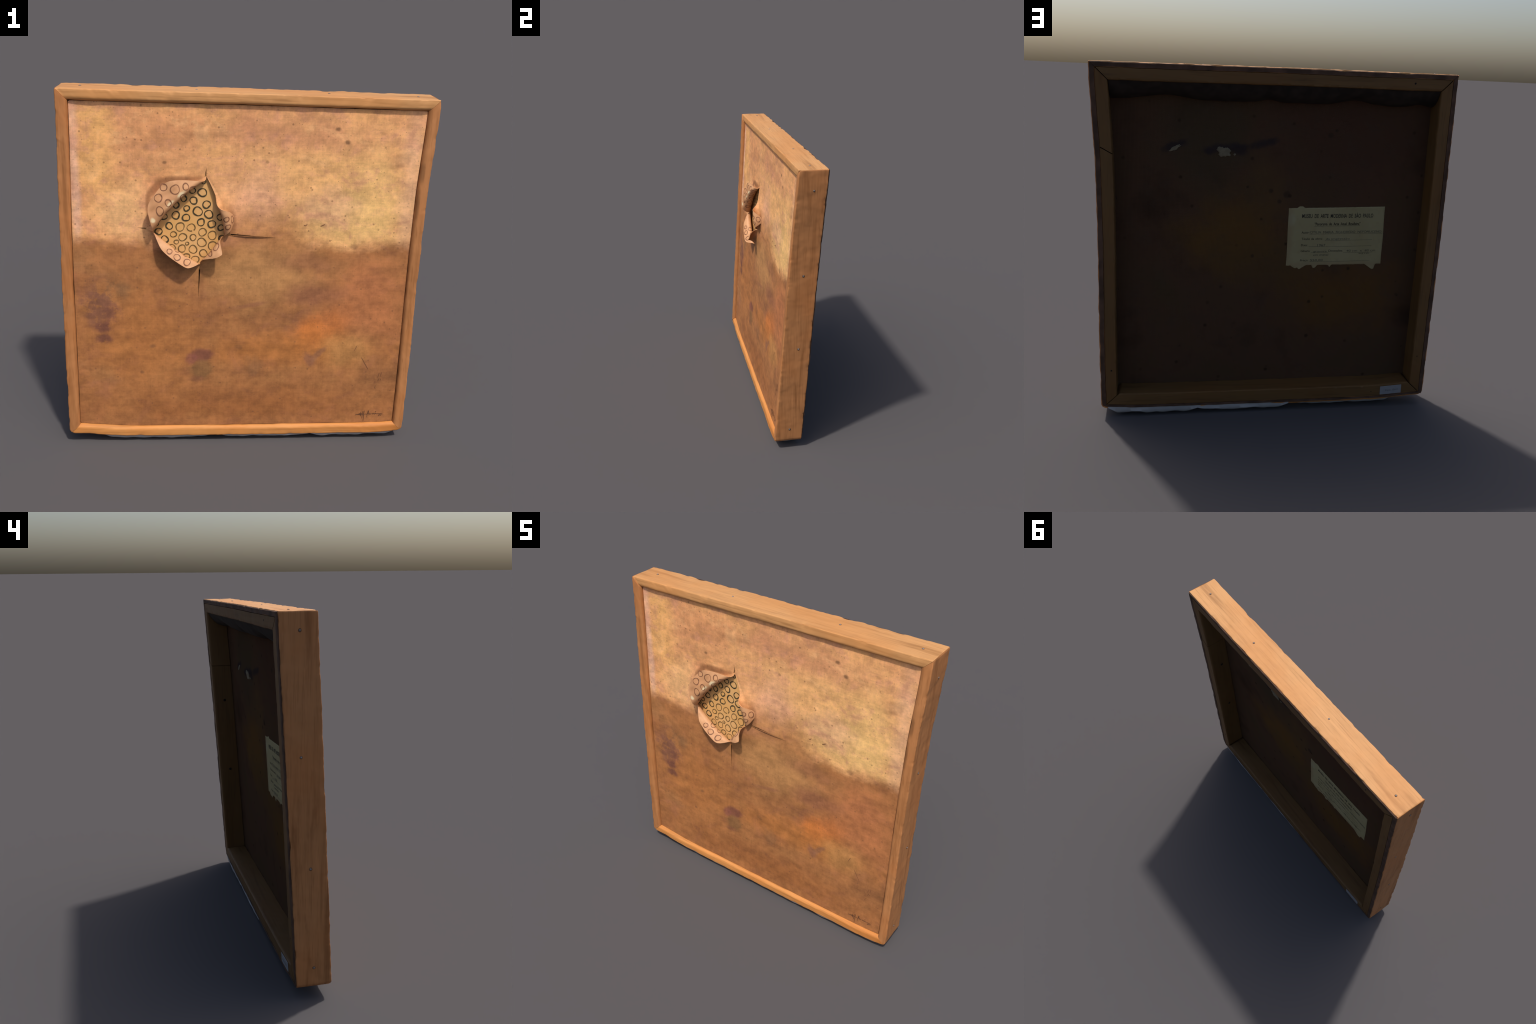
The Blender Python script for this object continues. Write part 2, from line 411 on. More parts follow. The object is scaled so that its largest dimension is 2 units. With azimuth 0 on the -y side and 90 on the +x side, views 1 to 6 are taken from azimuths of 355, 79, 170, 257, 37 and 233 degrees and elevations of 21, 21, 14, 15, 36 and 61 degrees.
def make_paper():
    m = Mat("yellowed_paper", 0.9, 0.1)
    n = m.noise(5, 4, 0.6)
    f = m.noise(22, 4, 0.6, loc=(3, 0, 0))
    c = m.mix(m.step(n, 0.35, 0.65), (0.270, 0.225, 0.115), (0.295, 0.250, 0.135))
    c = m.mix(m.step(f, 0.52, 0.75, 0, 0.35), c, (0.22, 0.165, 0.085))
    c = m.mix(m.math("MULTIPLY", m.blob(-0.105, 1.155, 0.022, 0.035, 0.4, 0.3), 0.6), c, (0.31, 0.29, 0.18))
    edge = m.math("MAXIMUM", m.blob(-0.095, 1.03, 0.02, 0.2, 0.8, 0.4), m.blob(-0.37, 0.885, 0.35, 0.018, 0.8, 0.5))
    c = m.mix(m.math("MULTIPLY", edge, 0.5), c, (0.24, 0.165, 0.09))
    return m.color(c, f, 0.1)


paper = make_paper()

# ------------------------------------------------------------------ frame rails
# each side: inward direction w runs from the outer edge to the middle, a runs along the side
SIDES = {"top": ("x", +1), "bottom": ("x", -1), "right": ("z", +1), "left": ("z", -1)}


def side_point(side, a, w, y):
    """a in [-1, 1] along the side; the ends follow the 45 degree mitre."""
    if side in ("top", "bottom"):
        x = a * (HX - w)
        z = (Z1 - w) if side == "top" else (Z0 + w)
    else:
        zc, hz = (Z0 + Z1) / 2, (Z1 - Z0) / 2
        z = zc + a * (hz - w)
        x = (HX - w) if side == "right" else -(HX - w)
    return x, y, z


def arc(cx, cy, r, a0, a1, n):
    return [(cx + r * math.cos(math.radians(a0 + (a1 - a0) * i / n)), cy + r * math.sin(math.radians(a0 + (a1 - a0) * i / n))) for i in range(n + 1)]


def densify(pts, step):
    out = []
    for (a, b), (c, d) in zip(pts, pts[1:] + pts[:1]):
        n = max(1, int(math.hypot(c - a, d - b) / step))
        out += [(a + (c - a) * i / n, b + (d - b) * i / n) for i in range(n)]
    return out


def rail(name, side, prof, mat, n=420, a0=-1.0, a1=1.0, rough=0.0016, edge=0.0, gap=0.0007, parent=None, seed=0.0):
    """Loft a (w, y) profile along one side; noise roughens it, most at the outer arrises."""
    prof = densify(prof, 0.010)
    m = len(prof)
    cx = sum(p[0] for p in prof) / m
    cy = sum(p[1] for p in prof) / m
    V = []
    for i in range(n):
        a = a0 + (a1 - a0) * i / (n - 1)
        for (w, y) in prof:
            k = 1 - gap
            x, yy, z = side_point(side, a * k, w, y)
            s = a * HX
            big = fbm(s + seed * 3, w * 2 + seed, y * 2, 3.0, 2) * 0.8 + fbm(s, w + seed, y, 11.0, 3)
            d = rough * big
            # chipped, wavy outer arrises
            if edge:
                e = math.exp(-(w / 0.012) ** 2) * (math.exp(-((y - FRONT) / 0.016) ** 2) + 1.2 * math.exp(-((y - DEPTH) / 0.014) ** 2))
                chip = max(0.0, fbm(s * 1.0 + 5, seed * 7 + (3 if y > 0.09 else 0), 0, 11.0, 3))
                d -= edge * e * (chip * 1.6 - 0.15)
            dw, dy = w - cx, y - cy
            h = math.hypot(dw, dy) or 1
            # push along the outward direction of the section
            ow = -d if w < 0.004 else (d if w > LIP - 0.004 else d * dw / h)
            oy = -d if y < FRONT + 0.004 else (d if y > DEPTH - 0.01 else d * 0.3 * dy / h)
            x2, _, z2 = side_point(side, a * k, w + ow, y)
            V.append((x2, y + oy, z2))
    F = []
    for i in range(n - 1):
        for j in range(m):
            j2 = (j + 1) % m
            q = (i * m + j, i * m + j2, (i + 1) * m + j2, (i + 1) * m + j)
            F.append(q)
    F.append(tuple(range(m))[::-1])
    F.append(tuple((n - 1) * m + j for j in range(m)))
    ob = add(name, warp(V), F, mat, parent, True, None, 50)
    import bmesh
    bm = bmesh.new()
    bm.from_mesh(ob.data)
    bmesh.ops.recalc_face_normals(bm, faces=bm.faces)
    bm.to_mesh(ob.data)
    bm.free()
    return ob


def outer_profile(r_front, r_back, FRONT):
    p = arc(r_front, FRONT + r_front, r_front, 180, 270, 5)              # outer front arris
    p += [(0.030, FRONT)]
    p += arc(LIP - 0.023, FRONT + 0.021, 0.021, 270, 352, 6)                     # rounded bead towards the canvas
    p += [(LIP - 0.001, 0.026), (LIP - 0.004, 0.030), (PLANK, 0.030), (PLANK, DEPTH - 0.006)]
    p += [(r_back + 0.001, DEPTH - 0.006)] if r_back > 0.006 else []
    p += arc(r_back, DEPTH - 0.006 - r_back, r_back, 90, 180, 4)
    return p


frame = bpy.data.objects.new("frame", None)
bpy.context.scene.collection.objects.link(frame)
frame.parent = ROOT
stretcher = bpy.data.objects.new("stretcher", None)
bpy.context.scene.collection.objects.link(stretcher)
stretcher.parent = ROOT

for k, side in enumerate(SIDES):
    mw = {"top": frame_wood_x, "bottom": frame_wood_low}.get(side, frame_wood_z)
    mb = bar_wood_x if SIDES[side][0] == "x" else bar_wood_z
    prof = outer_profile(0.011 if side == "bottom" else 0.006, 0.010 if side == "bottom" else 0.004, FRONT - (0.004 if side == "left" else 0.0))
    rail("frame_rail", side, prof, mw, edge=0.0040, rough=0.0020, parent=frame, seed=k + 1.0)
    o = 0.012 if side == "bottom" else 0.0035
    rail("back_edge_strip", side, [(o, DEPTH - 0.0065), (PLANK - 0.0015, DEPTH - 0.0065), (PLANK - 0.0015, DEPTH), (o + 0.002, DEPTH)], strip_shade_tint,
         n=260, rough=0.0014, edge=0.003, parent=frame, seed=k + 5.0)
    inner = 0.089 if side in ("left", "right") else (0.089 if side == "top" else 0.098)
    slant = 0.001 if side in ("left", "right") else 0.008
    bar = [(PLANK + 0.0015, 0.052), (inner + slant, 0.052), (inner + 0.002, DEPTH - 0.006), (inner - 0.002, DEPTH - 0.001), (PLANK + 0.0015, DEPTH - 0.001)]
    if side == "right":   # this bar is pieced: a joint high up on its inner face
        rail("stretcher_bar", side, bar, mb, n=260, a0=-1.0, a1=0.578, rough=0.0016, parent=stretcher, seed=k + 9.0, gap=0.002)
        rail("stretcher_bar", side, bar, mb, n=90, a0=0.584, a1=1.0, rough=0.0016, parent=stretcher, seed=k + 9.3, gap=0.002)
    else:
        rail("stretcher_bar", side, bar, mb, n=320, rough=0.0016, parent=stretcher, seed=k + 9.0, gap=0.0038)

# ------------------------------------------------------------------ the slashed canvas
SLITS = {"up": (-0.218, 1.605), "left": (-0.576, 1.279), "down": (-0.244, 0.880), "right": (0.158, 1.232)}
CORNER = {"up": (-0.2165, 1.560), "left": (-0.526, 1.273), "down": (-0.238, 1.064), "right": (-0.094, 1.240)}
# flap: from corner, to corner, outward bow of the fold, roll radius, roll angle, rim lift
FLAPS = [("up", "left", 0.038, 0.030, 3.22, 0.002, 0.74),
         ("left", "down", 0.014, 0.022, 2.45, 0.008, 0.52),
         ("down", "right", 0.012, 0.034, 2.85, 0.012, 0.97),
         ("right", "up", 0.034, 0.024, 4.3, 0.014, 0.97)]


def fold_curve(f, n=60):
    A, B = np.array(CORNER[f[0]]), np.array(CORNER[f[1]])
    d = (B - A) / np.linalg.norm(B - A)
    out = np.array([d[1], -d[0]])
    if np.dot(out, (A + B) / 2 - np.array(CUT)) < 0:
        out = -out
    s = np.linspace(0, 1, n)
    P = A + np.outer(s, B - A) + np.outer(4 * s * (1 - s) * f[2], out)
    return s, P, d, -out


ang, rad, lift = [], [], []
for f in FLAPS:
    s, P, d, n_in = fold_curve(f)
    q = P - np.array(CUT)
    ang += list(np.arctan2(q[:, 1], q[:, 0]))
    rad += list(np.hypot(q[:, 0], q[:, 1]))
    lift += list(f[5] * np.sin(np.pi * s) ** 0.8)
order = np.argsort(ang)
ANG, RAD, LIFT = np.array(ang)[order], np.array(rad)[order], np.array(lift)[order]


def rim_radius(th):
    return np.interp(th, ANG, RAD, period=2 * math.pi)


def rim_lift(th):
    return np.interp(th, ANG, LIFT, period=2 * math.pi)


def canvas_depth(x, z):
    """Depth of the painted face behind the frame front; it swells forward around the cut."""
    x, z = np.asarray(x, float), np.asarray(z, float)
    u, t = x / 0.905, (z - 1.018) / 0.905
    d = 0.0180 + 0.0050 * (1 - u ** 4) * (1 - t ** 4) * smooth(0.55, 1.25, z) + 0.002 * u * (1 - u ** 6)
    d = d - 0.003 * smooth(0.95, 1.0, np.maximum(np.abs(u), -t))   # tucked up towards the lip, except along the top
    qx, qz = x - CUT[0], z - CUT[1]
    th, r = np.arctan2(qz, qx), np.hypot(qx, qz)
    g = r - rim_radius(th)
    d = d - rim_lift(th) * np.exp(-(np.maximum(g, 0) / 0.055) ** 2)
    d = d + 0.003 * np.exp(-((g - 0.11) / 0.06) ** 2)
    # the upper lip of the right-hand slash stands proud, the lower one sinks
    a = np.array(CORNER["right"])
    b = np.array(SLITS["right"])
    L = np.linalg.norm(b - a)
    e = (b - a) / L
    al = ((x - a[0]) * e[0] + (z - a[1]) * e[1]) / L
    la = -(x - a[0]) * e[1] + (z - a[1]) * e[0]
    wgt = np.where((al > 0) & (al < 1), np.sin(np.pi * np.clip(al, 0, 1)) ** 1.0, 0)
    d = d - np.sign(la) * 0.0045 * wgt * np.exp(-np.abs(la) / 0.05)
    return d


def canvas_noise(x, z):
    return np.array([0.0010 * fbm(a, 0, b, 4.0, 3) + 0.0006 * fbm(a, 3, b, 14.0, 2) for a, b in zip(np.ravel(x), np.ravel(z))]).reshape(np.shape(x))


th = list(np.linspace(-math.pi, math.pi, 900, endpoint=False))
for k, (tx, tz) in SLITS.items():
    t0 = math.atan2(tz - CUT[1], tx - CUT[0])
    th = [a for a in th if abs((a - t0 + math.pi) % (2 * math.pi) - math.pi) > 0.05]
    th += [t0 + s * v for s in (-1, 1) for v in (0.0004, 0.001, 0.002, 0.004, 0.007, 0.011, 0.016, 0.022, 0.03, 0.04)] + [t0]
th = np.array(sorted((a + math.pi) % (2 * math.pi) - math.pi for a in th))
rin = rim_radius(th)
for k, (tx, tz) in SLITS.items():
    t0, rt = math.atan2(tz - CUT[1], tx - CUT[0]), math.hypot(tx - CUT[0], tz - CUT[1])
    rh = math.hypot(CORNER[k][0] - CUT[0], CORNER[k][1] - CUT[1])
    h = 0.0042
    dth = np.abs((th - t0 + math.pi) % (2 * math.pi) - math.pi)
    rs = h * rt / (dth * (rt - rh) + h)
    rin = np.where(dth < 0.06, np.maximum(rin, rs), rin)
CX0, CX1, CZ0, CZ1 = -0.9062, 0.9062, 0.1040, 1.9270
ct, st = np.cos(th), np.sin(th)
with np.errstate(divide="ignore"):
    rx = np.where(ct > 0, (CX1 - CUT[0]) / ct, (CX0 - CUT[0]) / ct)
    rz = np.where(st > 0, (CZ1 - CUT[1]) / st, (CZ0 - CUT[1]) / st)
rout = np.minimum(np.abs(rx), np.abs(rz))
NR = 64
uu = np.linspace(0, 1, NR) ** 1.35
R2 = rin[:, None] + (rout - rin)[:, None] * uu[None, :]
GX = CUT[0] + ct[:, None] * R2
GZ = CUT[1] + st[:, None] * R2
# slack, slightly ragged outer border
GY = canvas_depth(GX, GZ) + canvas_noise(GX, GZ)
nt = len(th)
front = np.stack([GX, GY, GZ], 2).reshape(-1, 3)
back = np.stack([GX, GY + 0.003, GZ], 2).reshape(-1, 3)
F = grid_faces(nt, NR, 0, True)
n1 = nt * NR
F += grid_faces(nt, NR, n1, True, True)
for i in range(nt):
    i2 = (i + 1) % nt
    F.append((i * NR, i * NR + n1, i2 * NR + n1, i2 * NR))
    a, b = i * NR + NR - 1, i2 * NR + NR - 1
    F.append((a, b, b + n1, a + n1))
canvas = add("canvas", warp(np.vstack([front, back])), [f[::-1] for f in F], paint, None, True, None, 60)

# ring-printed sheet just behind the opening
nx, nz = 60, 60
sx, sz = np.meshgrid(np.linspace(-0.545, -0.075, nx), np.linspace(1.045, 1.575, nz), indexing="ij")


def sheet_depth(x, z):
    return 0.0335 - 0.0015 * np.sin((np.asarray(x) + 0.3) * 7) * np.cos((np.asarray(z) - 1.2) * 6)


fr = np.stack([sx, sheet_depth(sx, sz), sz], 2).reshape(-1, 3)
bk = fr + np.array([0, 0.004, 0])
ring_sheet = add("ring_sheet", warp(np.vstack([fr, bk])), grid_faces(nx, nz, 0) + grid_faces(nx, nz, nx * nz, False, True) + rim_faces(nx, nz, nx * nz), ring_sheet_mat, None, True, None, 40)

# ring prints: x, z, radius (metres), measured on the sheet
RINGS = [(-0.229, 1.529, 0.014), (-0.234, 1.47, 0.025), (-0.278, 1.427, 0.022), (-0.286, 1.48, 0.018), (-0.33, 1.438, 0.019), (-0.21, 1.406, 0.023),
         (-0.314, 1.384, 0.018), (-0.256, 1.369, 0.027), (-0.37, 1.402, 0.02), (-0.37, 1.346, 0.023), (-0.197, 1.353, 0.025), (-0.317, 1.334, 0.022),
         (-0.237, 1.311, 0.022), (-0.18, 1.3, 0.023), (-0.434, 1.338, 0.02), (-0.405, 1.288, 0.021), (-0.347, 1.284, 0.025), (-0.288, 1.28, 0.023),
         (-0.227, 1.256, 0.023), (-0.175, 1.239, 0.025), (-0.131, 1.281, 0.019), (-0.46, 1.256, 0.021), (-0.381, 1.242, 0.018), (-0.332, 1.227, 0.023),
         (-0.278, 1.226, 0.019), (-0.23, 1.199, 0.026), (-0.173, 1.182, 0.025), (-0.476, 1.299, 0.017), (-0.427, 1.213, 0.022), (-0.366, 1.2, 0.014),
         (-0.308, 1.191, 0.011), (-0.276, 1.16, 0.024), (-0.336, 1.164, 0.022), (-0.388, 1.166, 0.021), (-0.221, 1.138, 0.023), (-0.31, 1.12, 0.019),
         (-0.264, 1.101, 0.023), (-0.124, 1.223, 0.019), (-0.498, 1.272, 0.012), (-0.215, 1.092, 0.014), (-0.42, 1.39, 0.018), (-0.135, 1.34, 0.02)]


def ring_mesh(place, r, width, seed, n=44, gap=0.0):
    """Irregular hand-printed annulus; 'place' maps flat (a, b) offsets to 3D."""
    rg = np.random.default_rng(seed)
    p1, p2, k1, k2 = rg.uniform(0, 6.28, 4)
    V = []
    for i in range(n):
        t = 2 * math.pi * i / n * (1 - gap) + p1
        ro = r * (1 + 0.05 * math.sin(2 * t + p2) + 0.03 * math.sin(3 * t + k1))
        ri = ro - width * (1 + 0.3 * math.sin(t + k2) + 0.15 * math.sin(4 * t + p1))
        for rr in (ro, (ro + ri) / 2, ri):
            V.append(place(rr * math.cos(t), rr * math.sin(t)))
    return V, [f[::-1] for f in grid_faces(n, 3, 0, gap == 0)]


for i, (x, z, r) in enumerate(RINGS):
    soft = z < 1.30 and abs(x + 0.27) < 0.12
    V, Fc = ring_mesh(lambda a, b: (x + a, float(sheet_depth(x + a, z + b)) - 0.0014, z + b), r, 0.0066 if not soft else 0.0050, 100 + i,
                      gap=0.06 if i == 17 else 0.0)
    add("ring_print", warp(V), Fc, ring_ink_soft if soft else ring_ink, ring_sheet)


# ------------------------------------------------------------------ curling flaps
def make_flap(idx, f, rings):
    s, P, d, n_in = fold_curve(f, 90)
    A, B = P[0], P[-1]
    C = np.array(CUT) - A
    chord = float(np.linalg.norm(B - A))
    s0 = float(np.dot(C, d)) / chord
    Lmax = float(np.dot(C, n_in)) + 0.0
    ns, nu = len(s), 46

    def extent(t):
        base = Lmax * min(t / s0, (1 - t) / (1 - s0))
        bow = 4 * t * (1 - t) * f[2]
        e = base + bow
        if idx == 3:                               # only its lower half is long enough to roll over
            e *= 1 - 0.78 * float(smooth(0.22, 0.70, t))
        if idx == 0:                               # fuller towards the left corner
            e *= 1 + 0.38 * float(smooth(0.45, 0.85, t))
        blunt = 0.017 if idx == 0 else 0.011
        cap = (Lmax + f[2]) * f[6]                 # worn, blunted tip
        return max(0.0, e - blunt * math.log1p(math.exp((e - cap) / blunt))) if e > 0 else 0

    def radius(t):
        return f[3] * (0.58 + 0.42 * math.sin(math.pi * min(1, max(0, t))) ** 0.6) * (1 + 0.05 * math.sin(7 * t + idx)) * (1 + (0.95 * (t - 0.45) if idx == 0 else 0))

    def point(t, r, off=0.0):
        """t along the fold, r distance from the fold on the flat flap, off towards the printed side."""
        t = min(1, max(0, t))
        base = A + (B - A) * t + (4 * t * (1 - t) * f[2]) * (-n_in)
        R = radius(t)
        turn = f[4] + (0.16 - 0.36 * t if idx == 0 else 0.0)
        fi = min(r / R, turn)
        e = max(0.0, r - R * turn)
        wave = 0.003 * mnoise.noise(Vector((t * 8, r * 40, idx * 3.7))) * smooth(0.01, 0.04, r) + 0.004 * math.sin(9 * t + 2 * idx) * smooth(0.03, 0.14, r) + 0.003 * math.sin(23 * t + idx) * smooth(0.06, 0.16, r)
        a = R * math.sin(fi) + e * math.cos(turn)
        b = R * (1 - math.cos(fi)) + e * math.sin(turn) + wave
        # printed side looks away from the roll centre
        na, nb = math.sin(fi), -math.cos(fi)
        a += off * na
        b += off * nb
        q = base + n_in * a
        y = float(canvas_depth(base[0] - n_in[0] * 1e-4, base[1] - n_in[1] * 1e-4)) - b
        return (q[0], y, q[1])
    V1, V2 = [], []
    for t in s:
        L = extent(t)
        for j in range(nu):
            r = L * j / (nu - 1)
            V1.append(point(t, r, 0.0))
            V2.append(point(t, r, 0.0028))
    n = ns * nu
    F1 = grid_faces(ns, nu, 0)
    F2 = grid_faces(ns, nu, n, False, True)
    F3 = rim_faces(ns, nu, n)
    idxs = [0] * len(F1) + [1] * len(F2) + [0] * len(F3)
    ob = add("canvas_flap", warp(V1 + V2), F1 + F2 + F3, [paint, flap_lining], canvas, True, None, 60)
    # triangles collapse at the fold ends; material by face after validation
    me = ob.data
    for p in me.polygons:
        p.material_index = 1 if sum(v >= n for v in p.vertices) == len(p.vertices) else 0
    if rings is None:
        rings = []
        rg = np.random.default_rng(idx + 50)
        row = 0
        r = 0.022
        while r < Lmax + f[2]:
            a = 0.03 + (row % 2) * 0.027
            while a < chord:
                rr = rg.uniform(0.015, 0.023)
                aa, bb = a + rg.uniform(-0.006, 0.006), r + rg.uniform(-0.006, 0.006)
                ok = all(extent(min(1, max(0, (aa + rr * c1) / chord))) > bb + rr * c2 + 0.002 for c1, c2 in ((1, 0), (-1, 0), (0.7, 0.7), (-0.7, 0.7), (0, 1)))
                if ok and bb - rr > 0.004 and rr < aa < chord - rr:
                    rings.append((aa, bb, rr))
                a += 0.053
            r += 0.044
            row += 1
    for i, (a, r, rr) in enumerate(rings):
        V, Fc = ring_mesh(lambda p, q: point((a + p) / chord, max(0.001, r + q), 0.0036), rr, 0.0052, 900 + idx * 40 + i)
        add("ring_print", warp(V), Fc, ring_brown, ob)
    return ob


UL_RINGS = [(0.155, 0.118, 0.026), (0.19, 0.170, 0.020), (0.245, 0.155, 0.022), (0.225, 0.100, 0.019), (0.285, 0.108, 0.023), (0.105, 0.085, 0.018),
            (0.09, 0.045, 0.02), (0.15, 0.055, 0.021), (0.205, 0.040, 0.022), (0.265, 0.050, 0.02), (0.325, 0.055, 0.018), (0.34, 0.018, 0.014), (0.12, 0.012, 0.01)]
for i, f in enumerate(FLAPS):
    make_flap(i, f, UL_RINGS if i == 0 else None)

# ------------------------------------------------------------------ signature and scratches
def stroke(pts, w0=0.0022, n=10):
    """Flat pen stroke on the canvas through control points (x, z)."""
    P = np.array(pts, float)
    out = []
    m = len(P)
    for i in range(m - 1):
        p0, p1, p2, p3 = P[max(i - 1, 0)], P[i], P[i + 1], P[min(i + 2, m - 1)]
        for t in np.linspace(0, 1, n, endpoint=(i == m - 2)):
            out.append(0.5 * ((2 * p1) + (-p0 + p2) * t + (2 * p0 - 5 * p1 + 4 * p2 - p3) * t * t + (-p0 + 3 * p1 - 3 * p2 + p3) * t ** 3))
    out = np.array(out)
    tg = np.gradient(out, axis=0)
    tg /= np.maximum(np.linalg.norm(tg, axis=1, keepdims=True), 1e-9)
    nr = np.stack([-tg[:, 1], tg[:, 0]], 1)
    k = len(out)
    w = w0 * (0.45 + 0.55 * np.sin(np.linspace(0.15, math.pi - 0.15, k)))
    V = []
    for sgn in (-1, 1):
        q = out + nr * (sgn * w[:, None])
        V += [(a, float(canvas_depth(a, b)) - 0.0016, b) for a, b in q]
    return V, [(i, i + 1, k + i + 1, k + i) for i in range(k - 1)]


def strokes(name, lines, mat, w=0.0022):
    V, F = [], []
    for L in lines:
        v, f = stroke(L, w)
        F += [tuple(i + len(V) for i in q) for q in f]
        V += v
    ob = add(name, warp(V), F, mat, canvas, False)
    ob["kind"] = "stuff"
    return ob


SX, SZ = 0.682, 0.154
sig = [[(0, -0.004), (0.010, 0.001), (0.030, 0.000), (0.048, 0.002)],
       [(0.022, 0.004), (0.030, 0.006), (0.034, -0.004), (0.040, 0.006), (0.046, -0.003), (0.050, 0.006)],
       [(0.034, 0.018), (0.036, -0.012)], [(0.047, 0.022), (0.042, -0.026)], [(0.054, 0.026), (0.053, 0.0), (0.052, -0.040)],
       [(0.056, 0.001), (0.066, 0.003), (0.074, 0.002), (0.080, 0.014), (0.078, 0.024), (0.074, 0.0), (0.072, -0.018)],
       [(0.080, 0.004), (0.085, 0.008), (0.084, -0.006)], [(0.092, 0.007), (0.091, -0.004)],
       [(0.099, 0.004), (0.104, 0.006), (0.107, 0.001), (0.112, 0.006), (0.117, 0.000), (0.122, 0.006), (0.128, 0.001), (0.134, 0.004), (0.150, 0.003), (0.165, -0.001)],
       [(0.118, 0.014), (0.124, 0.017), (0.121, 0.013)],
       [(0.140, -0.004), (0.146, -0.009), (0.141, -0.011), (0.149, -0.004), (0.154, -0.010), (0.158, -0.005)]]
strokes("signature", [[(SX + a, SZ + b) for a, b in L] for L in sig], ink, 0.0021)
marks = [[(0.803, 0.425), (0.797, 0.395)], [(0.817, 0.430), (0.812, 0.400)], [(0.806, 0.392), (0.800, 0.372)], [(0.816, 0.388), (0.812, 0.376)],
         [(0.783, 0.375), (0.781, 0.362)], [(0.788, 0.345), (0.785, 0.330), (0.790, 0.322)], [(0.690, 0.525), (0.735, 0.450)], [(0.66, 0.60), (0.645, 0.565)],
         [(0.315, 1.305), (0.325, 1.303), (0.333, 1.312)],
         [(0.405, 1.300), (0.43, 1.312)]]
strokes("scratch_mark", marks, plain("brown_scratch", (0.20, 0.085, 0.038), 0.8), 0.0018)

# ------------------------------------------------------------------ the canvas back, its labels and patches
def board_depth(x, z):
    x, z = np.asarray(x, float), np.asarray(z, float)
    return 0.0480 + 0.012 * np.cos(np.clip(x / 0.95, -1, 1) * math.pi / 2) * np.cos(np.clip((z - 1.01) / 0.97, -1, 1) * math.pi / 2) \
        + 0.0045 * np.exp(-(((x - 0.28) / 0.33) ** 2 + ((z - 1.553 - 0.012 * np.sin(x * 11)) / 0.022) ** 2)) * (1 + 0.5 * np.sin(x * 31) * np.sin(x * 57 + 1))


nx = nz = 150
bx, bz = np.meshgrid(np.linspace(-0.925, 0.925, nx), np.linspace(0.085, 1.945, nz), indexing="ij")
by = board_depth(bx, bz) + 1.2 * canvas_noise(bx, bz)
bk = np.stack([bx, by, bz], 2).reshape(-1, 3)
fr = np.stack([bx, np.full_like(bx, 0.0395), bz], 2).reshape(-1, 3)
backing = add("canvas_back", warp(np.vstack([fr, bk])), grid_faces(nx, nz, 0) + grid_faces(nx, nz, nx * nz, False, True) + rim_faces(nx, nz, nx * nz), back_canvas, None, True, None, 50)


# wavy near-black fill under the top bar, reaching back to the board
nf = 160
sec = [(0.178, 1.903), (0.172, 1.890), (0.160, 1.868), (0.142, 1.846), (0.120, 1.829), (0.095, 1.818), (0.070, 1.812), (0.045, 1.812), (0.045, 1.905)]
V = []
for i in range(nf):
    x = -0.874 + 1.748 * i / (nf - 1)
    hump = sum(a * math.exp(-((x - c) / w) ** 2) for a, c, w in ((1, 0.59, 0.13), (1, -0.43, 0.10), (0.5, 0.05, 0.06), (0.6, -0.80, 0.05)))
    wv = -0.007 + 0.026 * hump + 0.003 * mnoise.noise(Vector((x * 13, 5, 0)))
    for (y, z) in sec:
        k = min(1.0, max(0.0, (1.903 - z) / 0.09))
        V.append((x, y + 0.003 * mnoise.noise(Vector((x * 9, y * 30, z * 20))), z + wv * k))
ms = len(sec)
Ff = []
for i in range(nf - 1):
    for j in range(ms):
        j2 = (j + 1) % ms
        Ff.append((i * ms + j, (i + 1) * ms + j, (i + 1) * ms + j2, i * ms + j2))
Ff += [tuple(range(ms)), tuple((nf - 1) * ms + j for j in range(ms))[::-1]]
add("top_bar_wavy_fill", warp(V), Ff, plain("near_black_fill", (0.024, 0.016, 0.012), 0.95, 0.3, 20), backing, True, None, 60)


def slab(name, outline, depth_fn, thick, mat, parent, smooth_shade=False):
    """Thin raised piece on the back with an arbitrary outline (x, z)."""
    c = np.mean(outline, axis=0)
    rings_ = [1.0, 0.97, 0.6, 0.3]
    V, n = [], len(outline)
    for k, q in enumerate(rings_):
        for (a, b) in outline:
            x, z = c[0] + (a - c[0]) * q, c[1] + (b - c[1]) * q
            V.append((x, float(depth_fn(x, z)) + (0.0 if k == 0 else thick), z))
    F = []
    for k in range(len(rings_) - 1):
        for i in range(n):
            i2 = (i + 1) % n
            F.append((k * n + i, k * n + i2, (k + 1) * n + i2, (k + 1) * n + i))
    V.append((c[0], float(depth_fn(*c)) + thick, c[1]))
    m = len(V) - 1
    k = (len(rings_) - 1) * n
    F += [(k + i, k + (i + 1) % n, m) for i in range(n)]
    ob = add(name, warp(V), F, mat, parent, smooth_shade)
    import bmesh
    bm = bmesh.new()
    bm.from_mesh(ob.data)
    bmesh.ops.recalc_face_normals(bm, faces=bm.faces)
    bm.to_mesh(ob.data)
    bm.free()
    return ob


# paper label: straight top and sides, torn lower edge with little tabs
def torn(t):
    """Drop below the straight lower edge; t runs from the +x corner to the -x corner."""
    d = 0.004 * abs(mnoise.noise(Vector((t * 22, 1, 0))))
    d += 0.022 * math.exp(-((t - 0.125) / 0.060) ** 4) * (0.8 + 0.5 * mnoise.noise(Vector((t * 40, 4, 0))))
    d += 0.018 * math.exp(-((t - 0.29) / 0.020) ** 4) + 0.014 * math.exp(-((t - 0.455) / 0.011) ** 2)
    d += 0.036 * math.exp(-((t - 0.915) / 0.020) ** 4) * (0.85 + 0.4 * mnoise.noise(Vector((t * 60, 8, 0))))
    return d


def topedge(t):
    return 0.010 * math.exp(-((t - 0.125) / 0.030) ** 4) + 0.001 * mnoise.noise(Vector((t * 30, 2, 0)))


